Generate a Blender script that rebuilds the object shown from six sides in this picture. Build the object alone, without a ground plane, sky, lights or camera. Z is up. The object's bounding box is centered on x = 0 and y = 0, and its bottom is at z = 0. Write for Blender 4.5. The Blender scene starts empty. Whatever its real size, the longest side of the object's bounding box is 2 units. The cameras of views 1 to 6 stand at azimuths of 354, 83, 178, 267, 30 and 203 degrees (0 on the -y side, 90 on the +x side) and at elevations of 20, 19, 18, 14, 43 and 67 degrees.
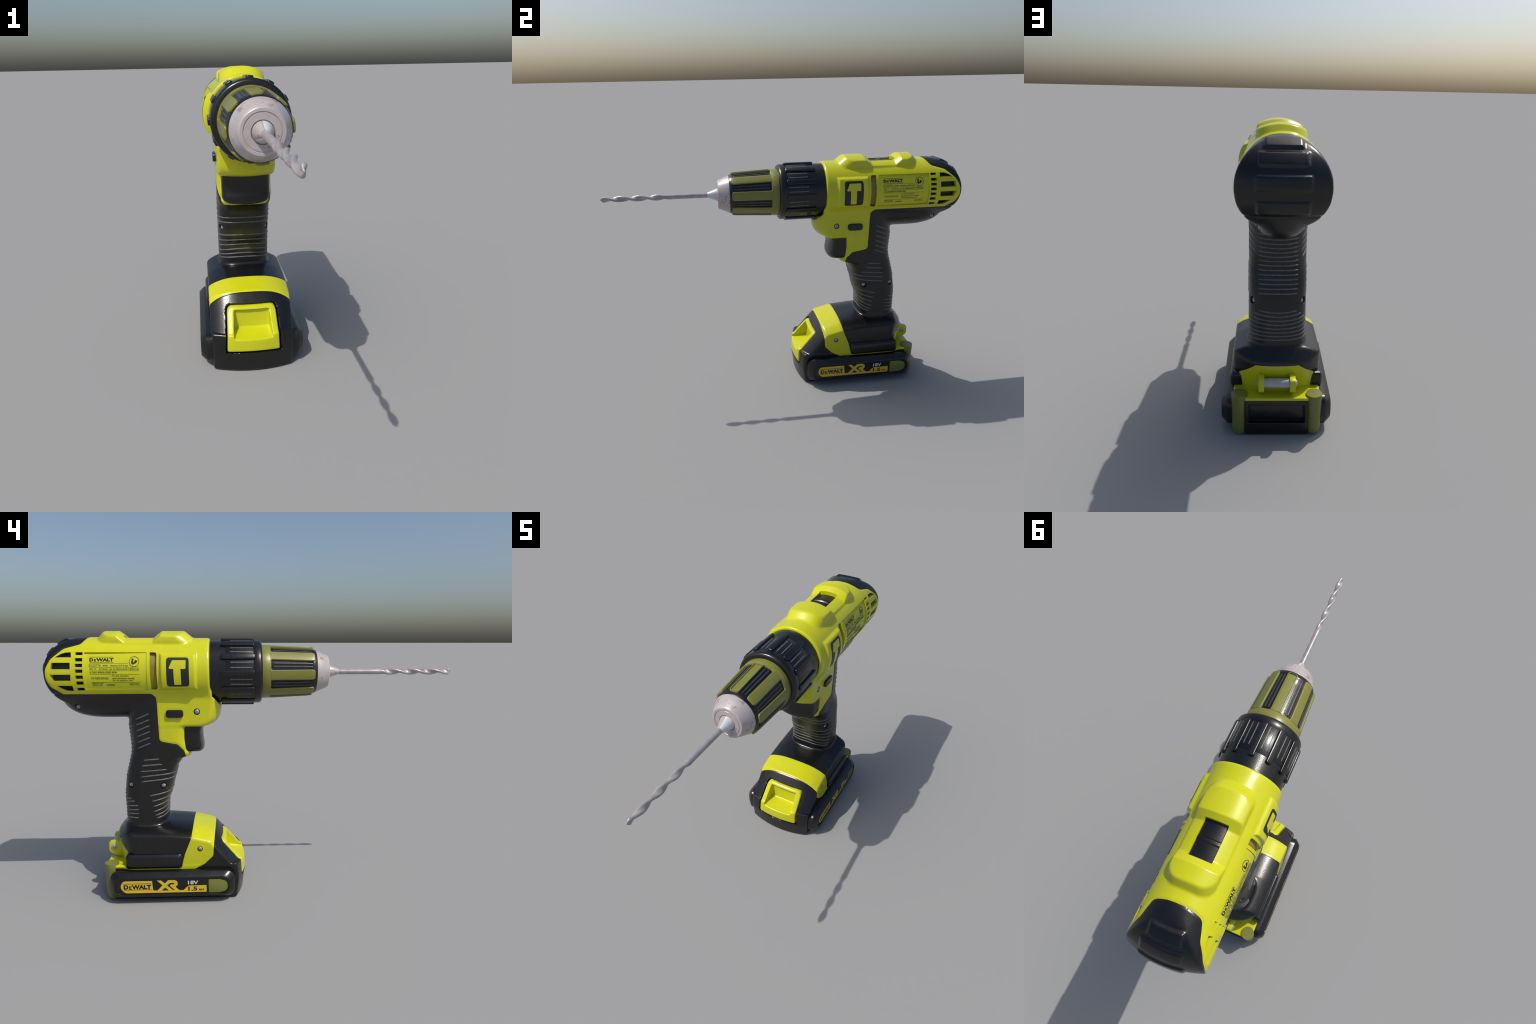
# Cordless hammer drill with a slide-on battery, built part by part.
# Smooth moulded bodies are described by distance functions and meshed in code,
# crisp openings are cut with booleans, everything else is lofted or extruded.
import bpy, bmesh, math, random
import numpy as np
from mathutils import Vector, Matrix

random.seed(7)
rng = np.random.default_rng(7)
AZ = 1.126                     # height of the spindle axis
R_BARREL = 0.1615

# ------------------------------------------------------------------ materials
def material(name, color, rough=0.45, metal=0.0, vary=0.08, scale=18.0, bump=0.15,
             bump_scale=260.0, spot=None, spot_amount=0.0, spot_scale=30.0, coat=0.0,
             spec=0.5, rough_vary=0.08, extra=None):
    m = bpy.data.materials.new(name)
    m.use_nodes = True
    nt = m.node_tree
    N, L = nt.nodes, nt.links
    b = N["Principled BSDF"]
    b.inputs["Roughness"].default_value = rough
    b.inputs["Metallic"].default_value = metal
    b.inputs["Specular IOR Level"].default_value = spec
    b.inputs["Coat Weight"].default_value = coat
    b.inputs["Coat Roughness"].default_value = 0.12
    tc = N.new("ShaderNodeTexCoord")
    n1 = N.new("ShaderNodeTexNoise")
    n1.inputs["Scale"].default_value = scale
    n1.inputs["Detail"].default_value = 5
    L.new(tc.outputs["Object"], n1.inputs["Vector"])
    ramp = N.new("ShaderNodeValToRGB")
    c = np.array(color)
    ramp.color_ramp.elements[0].position = 0.3
    ramp.color_ramp.elements[0].color = (*np.clip(c * (1 - vary), 0, 1), 1)
    ramp.color_ramp.elements[1].position = 0.7
    ramp.color_ramp.elements[1].color = (*np.clip(c * (1 + vary), 0, 1), 1)
    L.new(n1.outputs["Fac"], ramp.inputs["Fac"])
    out = ramp.outputs["Color"]
    if spot is not None:
        n2 = N.new("ShaderNodeTexNoise")
        n2.inputs["Scale"].default_value = spot_scale
        n2.inputs["Detail"].default_value = 8
        n2.inputs["Roughness"].default_value = 0.7
        L.new(tc.outputs["Object"], n2.inputs["Vector"])
        n3 = N.new("ShaderNodeTexNoise")
        n3.inputs["Scale"].default_value = spot_scale * 0.22
        n3.inputs["Detail"].default_value = 2
        L.new(tc.outputs["Object"], n3.inputs["Vector"])
        mul = N.new("ShaderNodeMath"); mul.operation = "MULTIPLY"
        L.new(n2.outputs["Fac"], mul.inputs[0]); L.new(n3.outputs["Fac"], mul.inputs[1])
        r2 = N.new("ShaderNodeValToRGB")
        r2.color_ramp.elements[0].position = 0.31
        r2.color_ramp.elements[1].position = 0.38
        L.new(mul.outputs[0], r2.inputs["Fac"])
        k = N.new("ShaderNodeMath"); k.operation = "MULTIPLY"
        k.inputs[1].default_value = spot_amount
        L.new(r2.outputs["Color"], k.inputs[0])
        mix = N.new("ShaderNodeMix"); mix.data_type = "RGBA"
        L.new(k.outputs[0], mix.inputs["Factor"])
        L.new(out, mix.inputs["A"])
        mix.inputs["B"].default_value = (*spot, 1)
        out = mix.outputs["Result"]
    if extra:
        out = extra(N, L, tc, out)
    L.new(out, b.inputs["Base Color"])
    # roughness grain and fine moulded texture
    mr = N.new("ShaderNodeMapRange")
    mr.inputs["To Min"].default_value = max(0.02, rough - rough_vary)
    mr.inputs["To Max"].default_value = rough + rough_vary
    L.new(n1.outputs["Fac"], mr.inputs["Value"])
    L.new(mr.outputs["Result"], b.inputs["Roughness"])
    nb = N.new("ShaderNodeTexNoise")
    nb.inputs["Scale"].default_value = bump_scale
    nb.inputs["Detail"].default_value = 2
    L.new(tc.outputs["Object"], nb.inputs["Vector"])
    bp = N.new("ShaderNodeBump")
    bp.inputs["Strength"].default_value = bump
    bp.inputs["Distance"].default_value = 0.001
    L.new(nb.outputs["Fac"], bp.inputs["Height"])
    L.new(bp.outputs["Normal"], b.inputs["Normal"])
    return m

YELLOW = (0.515, 0.525, 0.008)
BLACK = (0.0064, 0.0064, 0.0063)

def painted_yellow_bounce(N, L, tc, col):
    """Tint the front strap yellow-green: light bounced off the housing, painted into the rubber."""
    sep = N.new("ShaderNodeSeparateXYZ")
    L.new(tc.outputs["Object"], sep.inputs[0])
    total = None
    for (y, z, ry, rz) in ((0.405, 0.70, 0.05, 0.018), (0.43, 0.555, 0.05, 0.03),
                           (0.45, 0.49, 0.035, 0.045)):
        acc = None
        for axis, c, r in (("X", 0.0, 0.115), ("Y", y, ry), ("Z", z, rz)):
            s = N.new("ShaderNodeMath"); s.operation = "SUBTRACT"
            L.new(sep.outputs[axis], s.inputs[0]); s.inputs[1].default_value = c
            d = N.new("ShaderNodeMath"); d.operation = "DIVIDE"
            L.new(s.outputs[0], d.inputs[0]); d.inputs[1].default_value = r
            p = N.new("ShaderNodeMath"); p.operation = "MULTIPLY"
            L.new(d.outputs[0], p.inputs[0]); L.new(d.outputs[0], p.inputs[1])
            if acc is None:
                acc = p.outputs[0]
            else:
                a = N.new("ShaderNodeMath"); a.operation = "ADD"
                L.new(acc, a.inputs[0]); L.new(p.outputs[0], a.inputs[1])
                acc = a.outputs[0]
        mr = N.new("ShaderNodeMapRange")
        mr.inputs["From Min"].default_value = 0.0
        mr.inputs["From Max"].default_value = 1.3
        mr.inputs["To Min"].default_value = 0.75
        mr.inputs["To Max"].default_value = 0.0
        L.new(acc, mr.inputs["Value"])
        if total is None:
            total = mr.outputs[0]
        else:
            mx = N.new("ShaderNodeMath"); mx.operation = "MAXIMUM"
            L.new(total, mx.inputs[0]); L.new(mr.outputs[0], mx.inputs[1])
            total = mx.outputs[0]
    n = N.new("ShaderNodeTexNoise"); n.inputs["Scale"].default_value = 22
    L.new(tc.outputs["Object"], n.inputs["Vector"])
    mu = N.new("ShaderNodeMath"); mu.operation = "MULTIPLY"
    L.new(total, mu.inputs[0]); L.new(n.outputs["Fac"], mu.inputs[1])
    mix = N.new("ShaderNodeMix"); mix.data_type = "RGBA"
    L.new(mu.outputs[0], mix.inputs["Factor"]); L.new(col, mix.inputs["A"])
    mix.inputs["B"].default_value = (0.085, 0.085, 0.004, 1)
    return mix.outputs["Result"]

M_YELLOW = material("yellow_plastic", YELLOW, rough=0.25, vary=0.025, bump=0.05, bump_scale=120,
                    spot=(0.42, 0.38, 0.02), spot_amount=0.13, spot_scale=26, rough_vary=0.05)
M_BLACK = material("black_rubber", BLACK, rough=0.33, vary=0.12, bump=0.22, bump_scale=300, extra=painted_yellow_bounce)
M_CAP = material("black_plastic", (0.0056, 0.0059, 0.0064), rough=0.25, vary=0.1, bump=0.26, bump_scale=210)  # base colour pushed slightly blue for the navy sky reflection
M_DEEP = material("deep_black", (0.007, 0.0074, 0.0085), rough=0.55, vary=0.1)
M_RIB = material("grey_rib", (0.105, 0.105, 0.107), rough=0.42, vary=0.25, scale=60)
M_SLEEVE_RIB = material("sleeve_rib_black", (0.035, 0.035, 0.037), rough=0.35, vary=0.35, scale=60)
M_WORN = material("worn_line", (0.105, 0.105, 0.107), rough=0.4, vary=0.45, scale=70)
M_OLIVE = material("olive_plastic", (0.180, 0.183, 0.032), rough=0.36, vary=0.03, bump=0.04)
M_POST = material("olive_post", (0.16, 0.17, 0.03), rough=0.34, vary=0.03, bump=0.04)
M_STEEL = material("pitted_steel", (0.43, 0.385, 0.39), rough=0.33, metal=0.12, vary=0.08, scale=24,
                   spot=(0.27, 0.13, 0.11), spot_amount=0.8, spot_scale=55, bump=0.5, bump_scale=85)
M_BIT = material("bit_steel", (0.37, 0.34, 0.345), rough=0.25, metal=0.25, vary=0.12, scale=30,
                 spot=(0.25, 0.14, 0.12), spot_amount=0.5, spot_scale=70, bump=0.1, bump_scale=90)
M_JAW = material("bare_jaw", (0.60, 0.625, 0.63), rough=0.28, metal=0.15, vary=0.02, bump=0.02)
M_SCREW = material("screw_steel", (0.36, 0.33, 0.34), rough=0.4, metal=0.35, vary=0.15, scale=80)
M_SLOT = material("slot_grime", (0.15, 0.13, 0.13), rough=0.6, vary=0.1)
M_PIN = material("pin_steel", (0.40, 0.40, 0.42), rough=0.35, metal=0.3, vary=0.08, scale=60)
M_INK = material("print_ink", (0.009, 0.0095, 0.0100), rough=0.5, vary=0.05, bump=0.0)
M_FADED = material("faded_ink", (0.115, 0.115, 0.014), rough=0.5, vary=0.15, bump=0.0)
M_LABEL = material("label_yellow", (0.62, 0.43, 0.022), rough=0.4, vary=0.03, bump=0.03)
M_WHITE = material("label_white", (0.55, 0.55, 0.55), rough=0.45, vary=0.04, bump=0.0)
M_BRASS = material("ochre_insert", (0.215, 0.175, 0.018), rough=0.45, vary=0.12, bump=0.05)

# ------------------------------------------------------------- scene helpers
ROOT = bpy.data.objects.new("cordless_drill", None)
bpy.context.scene.collection.objects.link(ROOT)
ROOT["label"] = "yellow and black cordless hammer drill with steel bit"
ROOT["category"] = "power drill"

def add(name, mesh, mats, parent=ROOT):
    o = bpy.data.objects.new(name, mesh)
    bpy.context.scene.collection.objects.link(o)
    if not isinstance(mats, (list, tuple)):
        mats = [mats]
    if len(mesh.materials) == 0:
        for m in mats:
            mesh.materials.append(m)
    o.parent = parent
    return o

def smooth(mesh, angle=35):
    for p in mesh.polygons:
        p.use_smooth = True
    mesh.set_sharp_from_angle(angle=math.radians(angle))

def from_bm(bm, name, angle=35):
    bmesh.ops.recalc_face_normals(bm, faces=bm.faces[:])
    me = bpy.data.meshes.new(name)
    bm.to_mesh(me); bm.free()
    smooth(me, angle)
    return me

def pymesh(name, verts, faces, angle=35):
    me = bpy.data.meshes.new(name)
    me.from_pydata([tuple(v) for v in verts], [], [tuple(f) for f in faces])
    me.validate()
    bm = bmesh.new(); bm.from_mesh(me)
    bmesh.ops.remove_doubles(bm, verts=bm.verts[:], dist=1e-6)
    bmesh.ops.recalc_face_normals(bm, faces=bm.faces[:])
    bm.to_mesh(me); bm.free()
    smooth(me, angle)
    return me

def revolve(name, profile, segs=128, a0=0.0, a1=2 * math.pi, angle=30, axis_z=AZ):
    """Turn a (y, radius) profile about the spindle axis."""
    closed = abs(a1 - a0 - 2 * math.pi) < 1e-6
    n = segs if closed else segs + 1
    V, F = [], []
    for i in range(n):
        a = a0 + (a1 - a0) * i / segs
        for (y, r) in profile:
            V.append((r * math.cos(a), y, axis_z + r * math.sin(a)))
    m = len(profile)
    for i in range(segs):
        j = (i + 1) % n
        for k in range(m - 1):
            F.append((i * m + k, i * m + k + 1, j * m + k + 1, j * m + k))
    if not closed:
        F.append(tuple(range(m))); F.append(tuple((n - 1) * m + k for k in range(m)))
    return pymesh(name, V, F, angle)

def round_poly(pts, r, seg=5):
    """Round every corner of a polygon (r may be a list)."""
    out = []
    n = len(pts)
    for i in range(n):
        p0, p, p1 = (Vector(pts[(i - 1) % n]), Vector(pts[i]), Vector(pts[(i + 1) % n]))
        ri = r[i] if isinstance(r, (list, tuple)) else r
        a, b = (p0 - p), (p1 - p)
        la, lb = a.length, b.length
        a.normalize(); b.normalize()
        if ri <= 0:
            out.append(tuple(p)); continue
        ang = a.angle(b)
        d = min(ri / max(math.tan(ang / 2), 1e-4), la * 0.49, lb * 0.49)
        s, e = p + a * d, p + b * d
        for k in range(seg + 1):
            t = k / seg
            q = s * (1 - t) ** 2 + p * 2 * t * (1 - t) + e * t * t
            out.append((q.x, q.y))
    return out

def plate(name, outline, depth, bevel=0.0, mapper=None, cuts_u=None, cuts_v=None, seg=2,
          holes_under=0.004, angle=35):
    """Extrude a 2D outline (u, v) into a plate of given height w, bevel its upper rim,
    slice it where asked and bend it with mapper(u, v, w)."""
    bm = bmesh.new()
    vs = [bm.verts.new((p[0], p[1], -holes_under)) for p in outline]
    f = bm.faces.new(vs)
    ret = bmesh.ops.extrude_face_region(bm, geom=[f])
    top_v = [g for g in ret["geom"] if isinstance(g, bmesh.types.BMVert)]
    for v in top_v:
        v.co.z = depth
    bm.normal_update()
    if bevel > 0:
        ts = set(top_v)
        ed = [e for e in bm.edges if e.verts[0] in ts and e.verts[1] in ts]
        bmesh.ops.bevel(bm, geom=ed, offset=bevel, segments=seg, profile=0.5, affect="EDGES")
    for cuts, no in ((cuts_u, (1, 0, 0)), (cuts_v, (0, 1, 0))):
        if cuts is not None:
            for c in cuts:
                bmesh.ops.bisect_plane(bm, geom=bm.verts[:] + bm.edges[:] + bm.faces[:], dist=1e-7,
                                       plane_co=(c * no[0], c * no[1], 0), plane_no=no)
    if mapper:
        for v in bm.verts:
            v.co = mapper(v.co.x, v.co.y, v.co.z)
    return from_bm(bm, name, angle)

def box(name, lo, hi, bevel=0.003, seg=2):
    bm = bmesh.new()
    bmesh.ops.create_cube(bm, size=1)
    for v in bm.verts:
        v.co = Vector([lo[i] + (v.co[i] + 0.5) * (hi[i] - lo[i]) for i in range(3)])
    if bevel:
        bmesh.ops.bevel(bm, geom=bm.edges[:], offset=bevel, segments=seg, profile=0.5, affect="EDGES")
    return from_bm(bm, name)

def cylinder(name, p, axis, r, length, segs=32, bevel=0.0):
    bm = bmesh.new()
    bmesh.ops.create_cone(bm, segments=segs, radius1=r, radius2=r, depth=length, cap_ends=True)
    if bevel:
        ed = [e for e in bm.edges if abs(e.verts[0].co.z - e.verts[1].co.z) < 1e-6]
        bmesh.ops.bevel(bm, geom=ed, offset=bevel, segments=3, profile=0.5, affect="EDGES")
    q = Vector((0, 0, 1)).rotation_difference(Vector(axis)).to_matrix().to_4x4()
    bmesh.ops.transform(bm, matrix=Matrix.Translation(p) @ q, verts=bm.verts)
    return from_bm(bm, name)

# --------------------------------------------------- distance-function bodies
def smax(a, b, k):
    h = np.maximum(k - np.abs(a - b), 0) / k
    return np.maximum(a, b) + h * h * k * 0.25

def smin(a, b, k):
    h = np.maximum(k - np.abs(a - b), 0) / k
    return np.minimum(a, b) - h * h * k * 0.25

def sstep(a, b, x):
    t = np.clip((x - a) / (b - a), 0, 1)
    return t * t * (3 - 2 * t)

def interp(pts, z):
    """Smooth (monotone cubic) interpolation through control points."""
    xs = np.array([p[0] for p in pts], float); ys = np.array([p[1] for p in pts], float)
    d = np.diff(ys) / np.diff(xs)
    m = np.empty_like(xs); m[0], m[-1] = d[0], d[-1]
    m[1:-1] = np.where(d[:-1] * d[1:] > 0, 2 * d[:-1] * d[1:] / (d[:-1] + d[1:] + 1e-12), 0)
    zc = np.clip(z, xs[0], xs[-1])
    i = np.clip(np.searchsorted(xs, zc) - 1, 0, len(xs) - 2)
    h = xs[i + 1] - xs[i]; t = (zc - xs[i]) / h
    return ((2 * t ** 3 - 3 * t ** 2 + 1) * ys[i] + (t ** 3 - 2 * t ** 2 + t) * h * m[i]
            + (-2 * t ** 3 + 3 * t ** 2) * ys[i + 1] + (t ** 3 - t ** 2) * h * m[i + 1])

# side outline of the handle: (height, front y) and (height, back y)
HANDLE_FRONT = [(0.30, 0.437), (0.40, 0.438), (0.475, 0.434), (0.53, 0.415), (0.62, 0.391), (0.66, 0.380),
                (0.700, 0.354), (0.714, 0.338), (0.723, 0.311), (0.738, 0.308), (0.757, 0.318), (0.82, 0.327), (0.87, 0.325), (1.0, 0.30), (1.1, 0.30)]
HANDLE_BACK = [(0.30, 0.648), (0.38, 0.648), (0.44, 0.648), (0.51, 0.650), (0.586, 0.644), (0.685, 0.620),
               (0.744, 0.609), (0.803, 0.613), (0.88, 0.618), (0.95, 0.605), (1.1, 0.58)]

def sd_barrel(x, y, z):
    dz = z - AZ
    sec = np.sqrt(x * x + dz * dz) - (R_BARREL + 0.0045 * sstep(0.42, 0.80, y))
    yb = y + 0.031 * (np.abs(x) / 0.165) ** 2.1
    t = np.maximum(yb - 0.785, 0) / 0.206
    h = 0.1695
    rr = np.sqrt((dz / h) ** 2 + t * t) + 1e-9
    g = np.sqrt((dz / h ** 2) ** 2 + (t / 0.206) ** 2) / rr + 1e-6
    end = (rr - 1) / np.maximum(g, 1 / h)
    end = np.where(yb < 0.785, np.abs(dz) - h, end)
    # raised grip bars over the rear cap
    phi = np.degrees(np.arctan2(dz / h, np.maximum(t, 1e-6)))
    bar = np.zeros_like(x)
    for c, hw, am in ((8.0, 0.092, 1), (35.0, 0.082, 1.25), (57.5, 0.064, 1.35), (-21.0, 0.088, 1)):
        bar = np.maximum(bar, am * (1 - sstep(6.2, 10.2, np.abs(phi - c))) * (1 - sstep(hw - 0.006, hw + 0.008, np.abs(x))))
    bar = bar * sstep(0.80, 0.82, y)
    d = smax(sec, end, 0.008) - 0.0062 * bar
    return smax(d, 0.207 - y, 0.012)

def sd_hump(x, y, z):
    # saddle-shaped block on top of the barrel
    dz = z - AZ
    top = np.interp(y, [0.20, 0.434, 0.472, 0.602, 0.640, 0.80], [0.194, 0.194, 0.1685, 0.1685, 0.194, 0.194])
    r = np.sqrt(x * x + dz * dz)
    a = (r - top) * 0.75
    q0 = np.abs(x) - 0.097 + 0.05 + np.maximum(dz - 0.15, 0) * 0.12
    # the two ends lean inwards, the flanks stand almost upright
    lean = np.where(y < 0.512, 0.045, 0.033) * np.clip((r - 0.158) / 0.036, -0.5, 1.5)
    q1 = np.abs(y - 0.512) - 0.228 + lean + 0.05
    plan = np.sqrt(np.maximum(q0, 0) ** 2 + np.maximum(q1, 0) ** 2) + np.minimum(np.maximum(q0, q1), 0) - 0.05
    return smax(smax(a, plan * 0.8, 0.005), 0.05 - dz, 0.01)

def sd_side_panel(x, y, z):
    # raised panel carrying the hammer symbol
    dz = z - AZ
    r = np.sqrt(x * x + dz * dz) - 0.1735
    q = np.maximum(np.abs(y - 0.351) - 0.084, np.abs(dz - 0.009) - 0.082)
    return smax(smax(r, q + np.maximum(np.sqrt(x * x + dz * dz) - 0.163, 0) * 0.6, 0.005), 0.08 - np.abs(x), 0.01)

def sd_handle(x, y, z):
    f, b = interp(HANDLE_FRONT, z), interp(HANDLE_BACK, z)
    up = sstep(0.70, 0.79, z)                     # boxy front, tapering back near the barrel
    c = (f + b) / 2 * (1 - up) + 0.46 * up
    back = y > c
    d = np.where(back, b - c, c - f)
    n = 3.0 + 0.5 * sstep(0.58, 0.66, z) + np.where(back, -1.3, 2.5) * up
    w = 0.1255 + 0.0015 * up
    u, v = np.abs(x) / w + 1e-6, np.abs(y - c) / d + 1e-6
    s = (u ** n + v ** n) ** (1 / n)
    gx = u ** (n - 1) * s ** (1 - n) / w
    gy = v ** (n - 1) * s ** (1 - n) / d
    return np.clip((s - 1) / np.sqrt(gx * gx + gy * gy + 1e-6), -0.2, 0.6)

def sd_keel(x, y, z):
    t = np.maximum(y - 0.70, 0) / 0.235
    u, v = np.abs(x) / 0.116, np.abs(z - 1.02) / 0.1135
    s = (u ** 2.1 + v ** 2.1 + t ** 2.6 + 1e-9) ** (1 / 2.2)
    return np.maximum((s - 1) * 0.115, np.maximum(0.45 - y, z - 1.06))

def sd_chin(x, y, z):
    # housing ahead of the grip: closes under the barrel and reaches below the collar
    front = (0.150 + 0.040 * (np.abs(x) / 0.12) ** 2) + np.maximum(0.99 - z, 0) * 0.17 - y
    bottom = 0.871 - z
    d = smax(front, bottom, 0.06)
    d = smax(d, np.abs(x) - 0.1245, 0.016)
    d = smax(d, y - 0.50, 0.02)
    d = smax(d, z - 1.08, 0.02)
    ring = 0.1635 - np.sqrt(x * x + (z - AZ) ** 2)
    return smax(d, np.minimum(ring, 0.2 - y) * 1.0 - 1e-9 + np.where(y < 0.204, 0, -1), 0.004)

def crown(x):
    return (np.abs(x) / 0.19) ** 3.3

def sd_base_raw(x, y, z):
    cr = crown(x)
    top = (z + 0.043 * cr - np.interp(y, [0.10, 0.20, 0.307, 0.437, 0.60], [0.3125, 0.3415, 0.3685, 0.379, 0.384])) / 1.02
    slope = (z + 0.064 * cr - (0.340 + 1.165 * (y - 0.197))) / 1.53
    t = smax(top, slope, 0.004)
    rear_top = (z - (0.330 + 1.18 * (0.698 - 0.055 * (x / 0.18) ** 2 - y))) / 1.5
    t = smax(t, rear_top, 0.012)
    side = np.abs(x) - (0.1845 + 0.006 * sstep(0.0, 0.3, z))
    front = (0.046 + 0.036 * (x / 0.185) ** 2) - y + np.maximum(0.09 - z, 0) * 0.13 + 0.06 * np.maximum(z - 0.12, 0)
    rear = y - (0.699 - 0.074 * np.abs(x / 0.18) ** 3.0 - 0.13 * np.maximum(0.33 - z, 0))
    d = smax(t, side, 0.008)
    d = smax(d, front, 0.012)
    d = smax(d, rear, 0.012)
    # battery block behind; its back is a frame round a sunken panel
    ax = np.abs(x)
    back = y - np.where(ax < 0.137, 0.742, 0.722)
    low = smax(smax(side, back, 0.004), z - 0.186, 0.006)
    low = smax(low, front, 0.012)
    sunk = np.maximum(np.maximum(ax - 0.1225, np.abs(z - 0.105) - 0.045), 0.7225 - y)
    low = smax(low, -sunk, 0.003)
    d = smin(d, low, 0.004)
    return smax(d, 0.003 - z, 0.006)

def latch_window(x, y, z, grow):
    # region of the front slope filled by the release button
    q0 = np.abs(x) - (0.112 + 0.05 * np.maximum(0.30 - z, 0)) - grow
    q1 = z - 0.2875 - grow
    q2 = 0.106 - grow - z - 0.25 * np.abs(x) ** 2
    return smax(smax(q0, q1, 0.03), q2, 0.01)

def sd_base(x, y, z):
    d = sd_base_raw(x, y, z)
    pocket = np.maximum(np.maximum(latch_window(x, y, z, 0.006), -(d + 0.10)), y - 0.24)
    return smax(d, -pocket, 0.003)

def seam(g, w=0.0035, depth=0.0022):
    return depth * np.exp(-(g / w) ** 2)

def poly_sd(poly, y, z):
    """Signed distance to a closed polygon in the side view."""
    d = np.full(y.shape, 1e9); inside = np.zeros(y.shape, bool)
    n = len(poly)
    for i in range(n):
        ax, az = poly[i]; bx, bz = poly[(i + 1) % n]
        ex, ez = bx - ax, bz - az
        wx, wz = y - ax, z - az
        t = np.clip((wx * ex + wz * ez) / (ex * ex + ez * ez + 1e-12), 0, 1)
        d = np.minimum(d, (wx - ex * t) ** 2 + (wz - ez * t) ** 2)
        c = ((az <= z) & (bz > z)) | ((bz <= z) & (az > z))
        xi = ax + (z - az) / (ez if abs(ez) > 1e-12 else 1e-12) * ex
        inside ^= c & (y < xi)
    return np.sqrt(d) * np.where(inside, -1, 1)

# colour regions in the side view (y, z)
CAP_REGION = round_poly([(0.772, 1.32), (0.785, 1.285), (0.80, 1.258), (0.872, 1.2385), (0.928, 1.192), (0.9535, 1.145),
                         (0.9535, 1.10), (0.935, 1.065), (0.905, 1.045), (0.885, 1.030), (1.15, 1.030), (1.15, 1.32)],
                        [0, 0.01, 0.03, 0.05, 0.06, 0.05, 0.05, 0.03, 0.03, 0, 0, 0])
GRIP_REGION = round_poly([(1.15, 1.0315), (0.482, 1.0315), (0.462, 1.014), (0.459, 0.98), (0.455, 0.803), (0.368, 0.787),
                          (0.338, 0.752), (0.331, 0.716), (0.05, 0.709), (0.05, 0.403), (1.15, 0.403)],
                         [0, 0.004, 0.012, 0.01, 0.022, 0.03, 0.02, 0.004, 0, 0, 0])
BAND_REGION = round_poly([(0.307, 0.45), (0.307, 0.36), (0.313, 0.325), (0.345, 0.245), (0.360, 0.19), (0.76, 0.19), (0.76, 0.173), (0.66, 0.173), (0.60, 0.160),
                          (0.303, 0.160), (0.247, 0.190), (0.205, 0.232), (0.203, 0.27), (0.194, 0.352), (0.183, 0.45)],
                         [0, 0.02, 0.02, 0.03, 0.003, 0, 0, 0, 0, 0.01, 0.02, 0.02, 0.02, 0.01, 0])

def g_cap(p):   return poly_sd(CAP_REGION, p[:, 1], p[:, 2])
def g_grip(p):  return poly_sd(GRIP_REGION, p[:, 1], p[:, 2])
def g_band(p):
    g = poly_sd(BAND_REGION, p[:, 1], p[:, 2])
    x, y, z = np.abs(p[:, 0]), p[:, 1], p[:, 2]
    trap = np.minimum(0.313, 0.313 - (x - 0.092) * 0.85)
    rear = np.maximum(np.maximum(z - trap, 0.628 + (z - 0.24) * 0.3 - y), 0.173 - z)
    return np.minimum(g, rear)
def g_battery(p):
    y, z = p[:, 1], p[:, 2]
    return np.minimum(z - np.interp(y, [0.60, 0.66], [0.160, 0.173]), np.maximum(y - 0.235, z - 0.45))
def g_housing(p): return 0.70 - p[:, 2]      # all that remains above the base

def sd_body(P):
    d = np.full(len(P), 1.0)
    up = P[:, 2] > 0.62
    if up.any():
        x, y, z = P[up].T
        low = smin(sd_keel(x, y, z), sd_handle_limited(x, y, z), 0.016)
        low = smin(low, sd_chin(x, y, z), 0.010)
        u = smin(sd_barrel(x, y, z), low, 0.016)
        u = smin(u, sd_hump(x, y, z), 0.006)
        d[up] = smin(u, sd_side_panel(x, y, z), 0.004)
    dn = ~up
    if dn.any():
        x, y, z = P[dn].T
        d[dn] = smin(sd_handle_limited(x, y, z), sd_base(x, y, z), 0.014)
    near = np.abs(d) < 0.02
    if near.any():
        Q = P[near]
        e = seam(g_grip(Q)) * (Q[:, 2] > 0.5)
        e = np.maximum(e, seam(g_cap(Q)))
        e = np.maximum(e, seam(g_band(Q), 0.003, 0.0015) * (Q[:, 2] < 0.5))
        d = d.copy(); d[near] += e
    return d

def sd_handle_limited(x, y, z):
    return np.maximum(sd_handle(x, y, z), np.maximum(0.30 - z, z - 1.06))

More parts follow.
